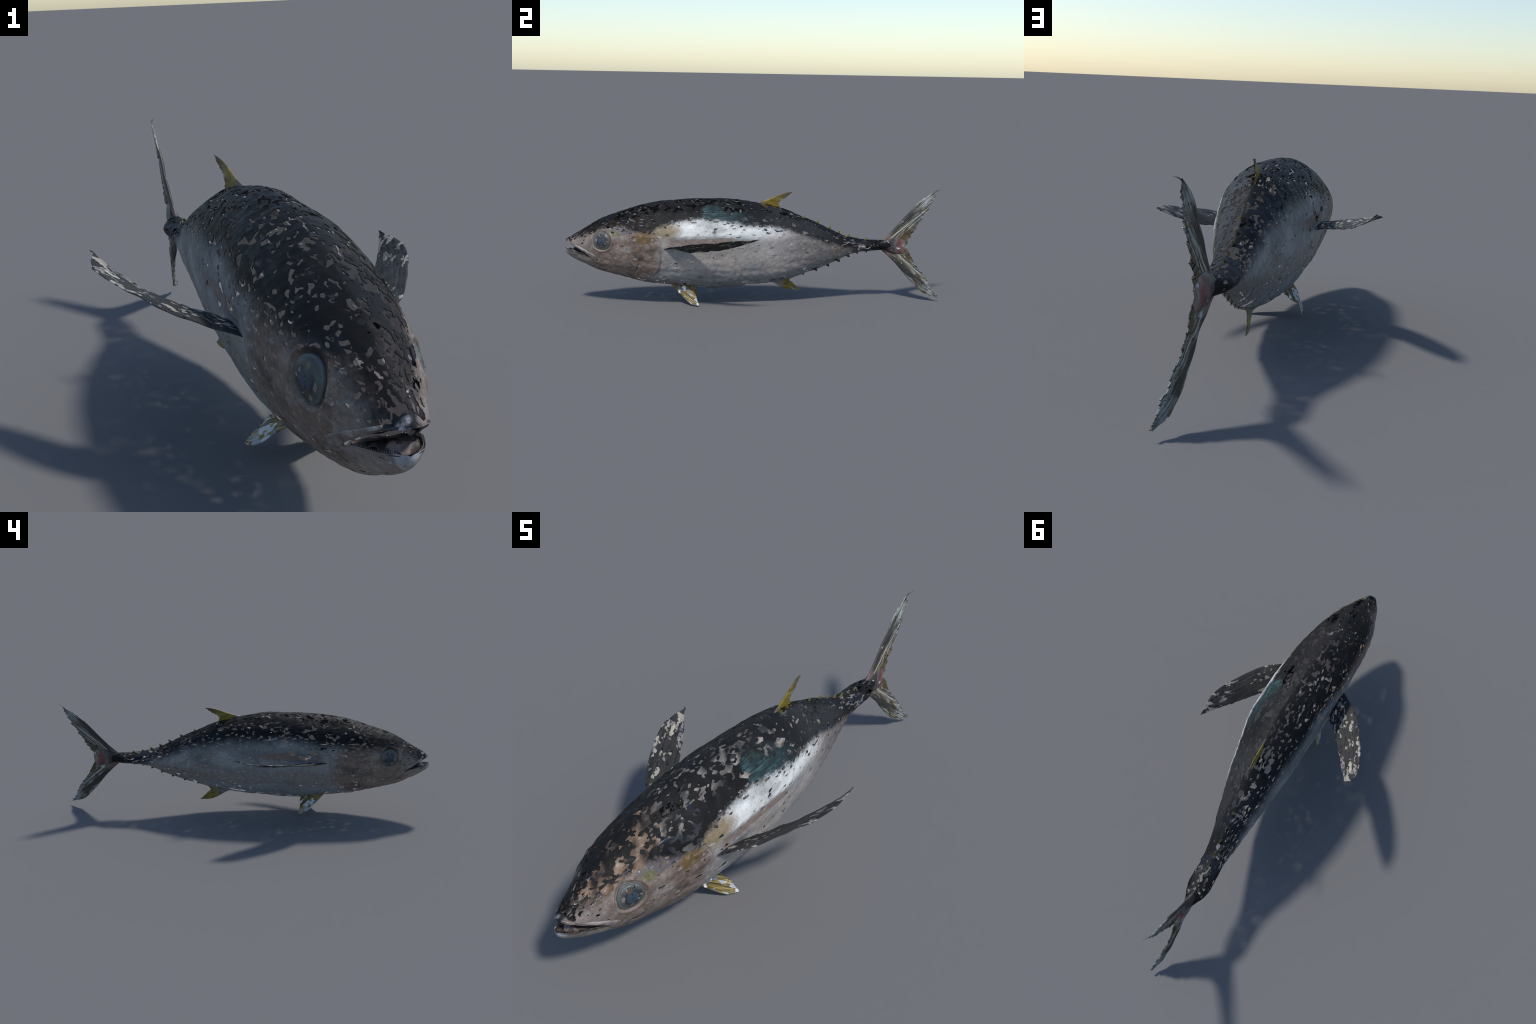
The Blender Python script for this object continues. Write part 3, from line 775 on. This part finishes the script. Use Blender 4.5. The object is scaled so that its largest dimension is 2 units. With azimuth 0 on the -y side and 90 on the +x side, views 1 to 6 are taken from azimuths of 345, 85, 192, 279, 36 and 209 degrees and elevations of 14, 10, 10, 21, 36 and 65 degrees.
# ------------------------------------------------------------------ finlets: seven above, seven below
def finlet_material(name, a, b):
    M = Mat(name, .4, .4); n = M.noise(90, 3, .6)
    return M.done(M.mix(M.ss(n, .38, .6), a, b), None, None, n, .002, .4)
FINLET_Y = finlet_material("finlet_yellow", (.035, .03, .010), (.17, .13, .015))
FINLET_D = finlet_material("finlet_dark", (.015, .015, .014), (.055, .045, .015))
def finlet_mesh(name, mat):
    """small swept hook: wide base, tip leaning towards the tail (local x = tailwards, z = outwards)"""
    V, F = [], []
    n, na = 9, 12
    for i in range(n):
        q = i / (n - 1)
        cx = .010 * q ** 1.4; lx = .015 * (1 - q) ** .75 + .0012; ly = .0042 * (1 - q) ** .9 + .0007
        for a in np.linspace(0, 2 * math.pi, na, endpoint=False):
            V.append((cx + lx * math.cos(a), ly * math.sin(a), -.008 + .026 * q + .001 * math.sin(3 * a)))
    F = grid_faces(n, na, wrap=True) + [tuple(range(na))[::-1], tuple(range((n - 1) * na, n * na))]
    me = mesh_from(name, V, F, mat)
    bm = bmesh.new(); bm.from_mesh(me); bmesh.ops.recalc_face_normals(bm, faces=bm.faces[:]); bm.to_mesh(me); bm.free()
    return me
FL_TOP, FL_LOW = finlet_mesh("finlet", FINLET_Y), finlet_mesh("finlet_below", FINLET_D)
TOPS = [(.256, .463), (.327, .434), (.391, .405), (.445, .384), (.497, .366), (.546, .350), (.597, .337)]
LOWS = [(.258, .148), (.324, .171), (.388, .191), (.445, .212), (.498, .237), (.549, .250), (.599, .264)]
SIZE = [.5, .78, .85, .82, .8, .68, .6]
for lst, me, sgn in ((TOPS, FL_TOP, 1), (LOWS, FL_LOW, -1)):
    for (yv, ztip), sc in zip(lst, SIZE):
        yb = yv - .006
        edge_z = float(prof("top" if sgn > 0 else "bot", yb))
        slope = float(prof("top" if sgn > 0 else "bot", yb + .02) - prof("top" if sgn > 0 else "bot", yb - .02)) / .04
        zc = float(prof("bot", yb) + (prof("top", yb) - prof("bot", yb)) * prof("frac", yb))
        xb = float(prof("mid", yb) + bend(prof("lean" if sgn > 0 else "sag", yb), edge_z - zc))
        o = new_object("finlet", me, root)
        T = Vector((0, 1, slope)).normalized(); Zv = Vector((0, -slope, 1)).normalized() * sgn
        Yv = Zv.cross(T)
        k = sc * random.uniform(.9, 1.1)
        rot = Matrix((T, Yv, Zv)).transposed().to_4x4()
        o.matrix_world = Matrix.Translation((xb, yb, edge_z)) @ rot @ Matrix.Rotation(random.uniform(-.12, .12), 4, "X") @ Matrix.Diagonal((k, k, k, 1))

# ------------------------------------------------------------------ tail fin
def lobe_material(lower):
    M = Mat("tail_fin_skin", .45, .4)
    # local x runs out along the leading edge, y across the rays
    ray = M.noise(1, 3, .6, M.map((5, 150, 20)))
    n = M.noise(24, 4, .6)
    ay = M.f("ABSOLUTE", M.y)
    ay = M.add(ay, M.mul(M.sub(n, .5), .02))
    dark = (.030, .028, .026)
    rays = M.ramp(ray, [(.38, (.030, .025, .018)), (.47, (.11, .09, .062)), (.55, (.27, .255, .215)), (.68, (.46, .45, .41))])
    olive = M.mix(n, (.04, .032, .014), (.105, .075, .028))
    pale = M.mix(M.ss(ray, .35, .65), (.05, .05, .045), (.33, .36, .345))
    col = M.mix(M.ss(ay, .012, .026), M.mix(M.ss(ray, .45, .65), dark, (.16, .145, .12)), rays)
    col = M.mix(M.mul(M.ss(ay, .048, .06), M.ss(n, .3, .55)), col, olive)
    col = M.mix(M.mul(M.ss(M.x, .14, .26), M.ss(M.noise(16, 3, .5, M.map((1, 1, 1), (3, 3, 3))), .38, .55)), col, pale)
    col = M.mix(M.ss(M.noise(20, 3, .6, M.map((.6, 1.5, 1), (1, 8, 3))), .58, .66), col, olive)
    col = M.mix(M.mul(M.ss(ay, .020, .008) if lower else M.ss(ay, .026, .013), M.ss(M.x, .36, .22)), col, dark)
    m, c = M.shards(85, .12, (.5, 1, 1), 4.0, .4)
    col = M.mix(m, col, M.ramp(M.chan(c, 1), [(0, (.02, .02, .02)), (.65, (.05, .045, .035)), (1, (.38, .40, .42))]))
    # flesh at the root
    col = M.mix(M.ss(M.x, .085, .04), col, M.mix(n, (.05, .042, .04), (.20, .13, .115)))
    return M.done(col, None, M.facet(c, .15), ray, .004, .5)

def hub_material():
    M = Mat("tail_hub_skin", .45, .4)
    n = M.noise(40, 4, .6)
    yy = M.add(M.y, M.add(M.mul(M.sub(n, .5), .07), M.mul(M.f('ABSOLUTE', M.sub(M.z, .30)), -.35)))
    col = M.ramp(M.lin(yy, .66, .83), [(0, (.016, .016, .018)), (.40, (.035, .03, .03)), (.52, (.12, .095, .092)), (.60, (.075, .045, .043)), (.67, (.20, .045, .042)), (.74, (.14, .085, .075)), (.84, (.22, .19, .165)), (1, (.09, .07, .045))])
    m, c = M.shards(80, .16, (1, .6, 1), 4.4, .4)
    col = M.mix(m, col, M.ramp(M.chan(c, 1), [(0, (.02, .02, .02)), (.5, (.12, .09, .08)), (1, (.42, .42, .44))]))
    return M.done(col, None, None, n, .003, .5)

# fleshy hub between the lobes
nu, na = 46, 48
vs = []
for i, yv in enumerate(np.linspace(.665, .822, nu)):
    q = i / (nu - 1)
    hz = np.interp(yv, [.665, .70, .74, .78, .805, .822], [.024, .030, .048, .052, .044, .024])
    hx = np.interp(yv, [.665, .70, .74, .78, .81, .822], [.020, .021, .016, .011, .006, .002])
    zc = np.interp(yv, [.665, .72, .822], [.303, .304, .300])
    for a in np.linspace(0, 2 * math.pi, na, endpoint=False):
        w = .0012 * math.sin(5 * a + yv * 120)
        xx = -.0325 + (hx + w) * math.copysign(abs(math.cos(a)) ** 1.1, math.cos(a)); zz = zc + hz * math.sin(a)
        vs.append((xx - .05 * (zz - .3), yv, zz))
F = grid_faces(nu, na, wrap=True) + [tuple(range(na)), tuple(range((nu - 1) * na, nu * na))[::-1]]
me = mesh_from("caudal_fin", vs, F, hub_material())
bm = bmesh.new(); bm.from_mesh(me); bmesh.ops.recalc_face_normals(bm, faces=bm.faces[:]); bm.to_mesh(me); bm.free()
hub = new_object("caudal_fin", me, root)

U_LEAD = [(-.032, .665, .318), (-.035, .733, .378), (-.041, .811, .465), (-.045, .89, .546), (-.044, .972, .599)]
U_TRAIL = [(-.030, .812, .285), (-.033, .826, .338), (-.034, .879, .42), (-.036, .934, .511), (-.040, .963, .574)]
W_LEAD = [(-.039, .677, .277), (-.028, .757, .203), (-.023, .831, .119), (-.013, .909, .046), (.006, .988, .021)]
W_TRAIL = [(-.030, .809, .30), (-.027, .858, .215), (-.014, .917, .134), (.003, .956, .068), (.010, .986, .024)]
blade("fin_lobe", U_LEAD, U_TRAIL, lobe_material(False), (1, 0, 0), .013, 190, 56, .0078, .0009, .022, 20, .002, 41, hub)
blade("fin_lobe", W_LEAD, W_TRAIL, lobe_material(True), (1, 0, 0), .013, 190, 56, .0078, .0009, .020, 22, -.002, 45, hub, lead_wear=.004)
# loose sliver of a broken ray beyond the tip
pts = np.array([(-.042, .966, .592), (-.036, .980, .600), (-.030, .997, .603)])
cl = catmull(pts, np.linspace(0, 1, 10)); V = []
for i, p in enumerate(cl):
    r = .0016 * (1 - i / 10)
    V += [p + np.array([r * math.cos(a), 0, r * math.sin(a) * 1.4]) for a in np.linspace(0, 2 * math.pi, 6, endpoint=False)]
new_object("fin_ray", mesh_from("fin_ray", V, grid_faces(10, 6, wrap=True) + [tuple(range(6)), tuple(range(54, 60))], FINLET_D), hub)
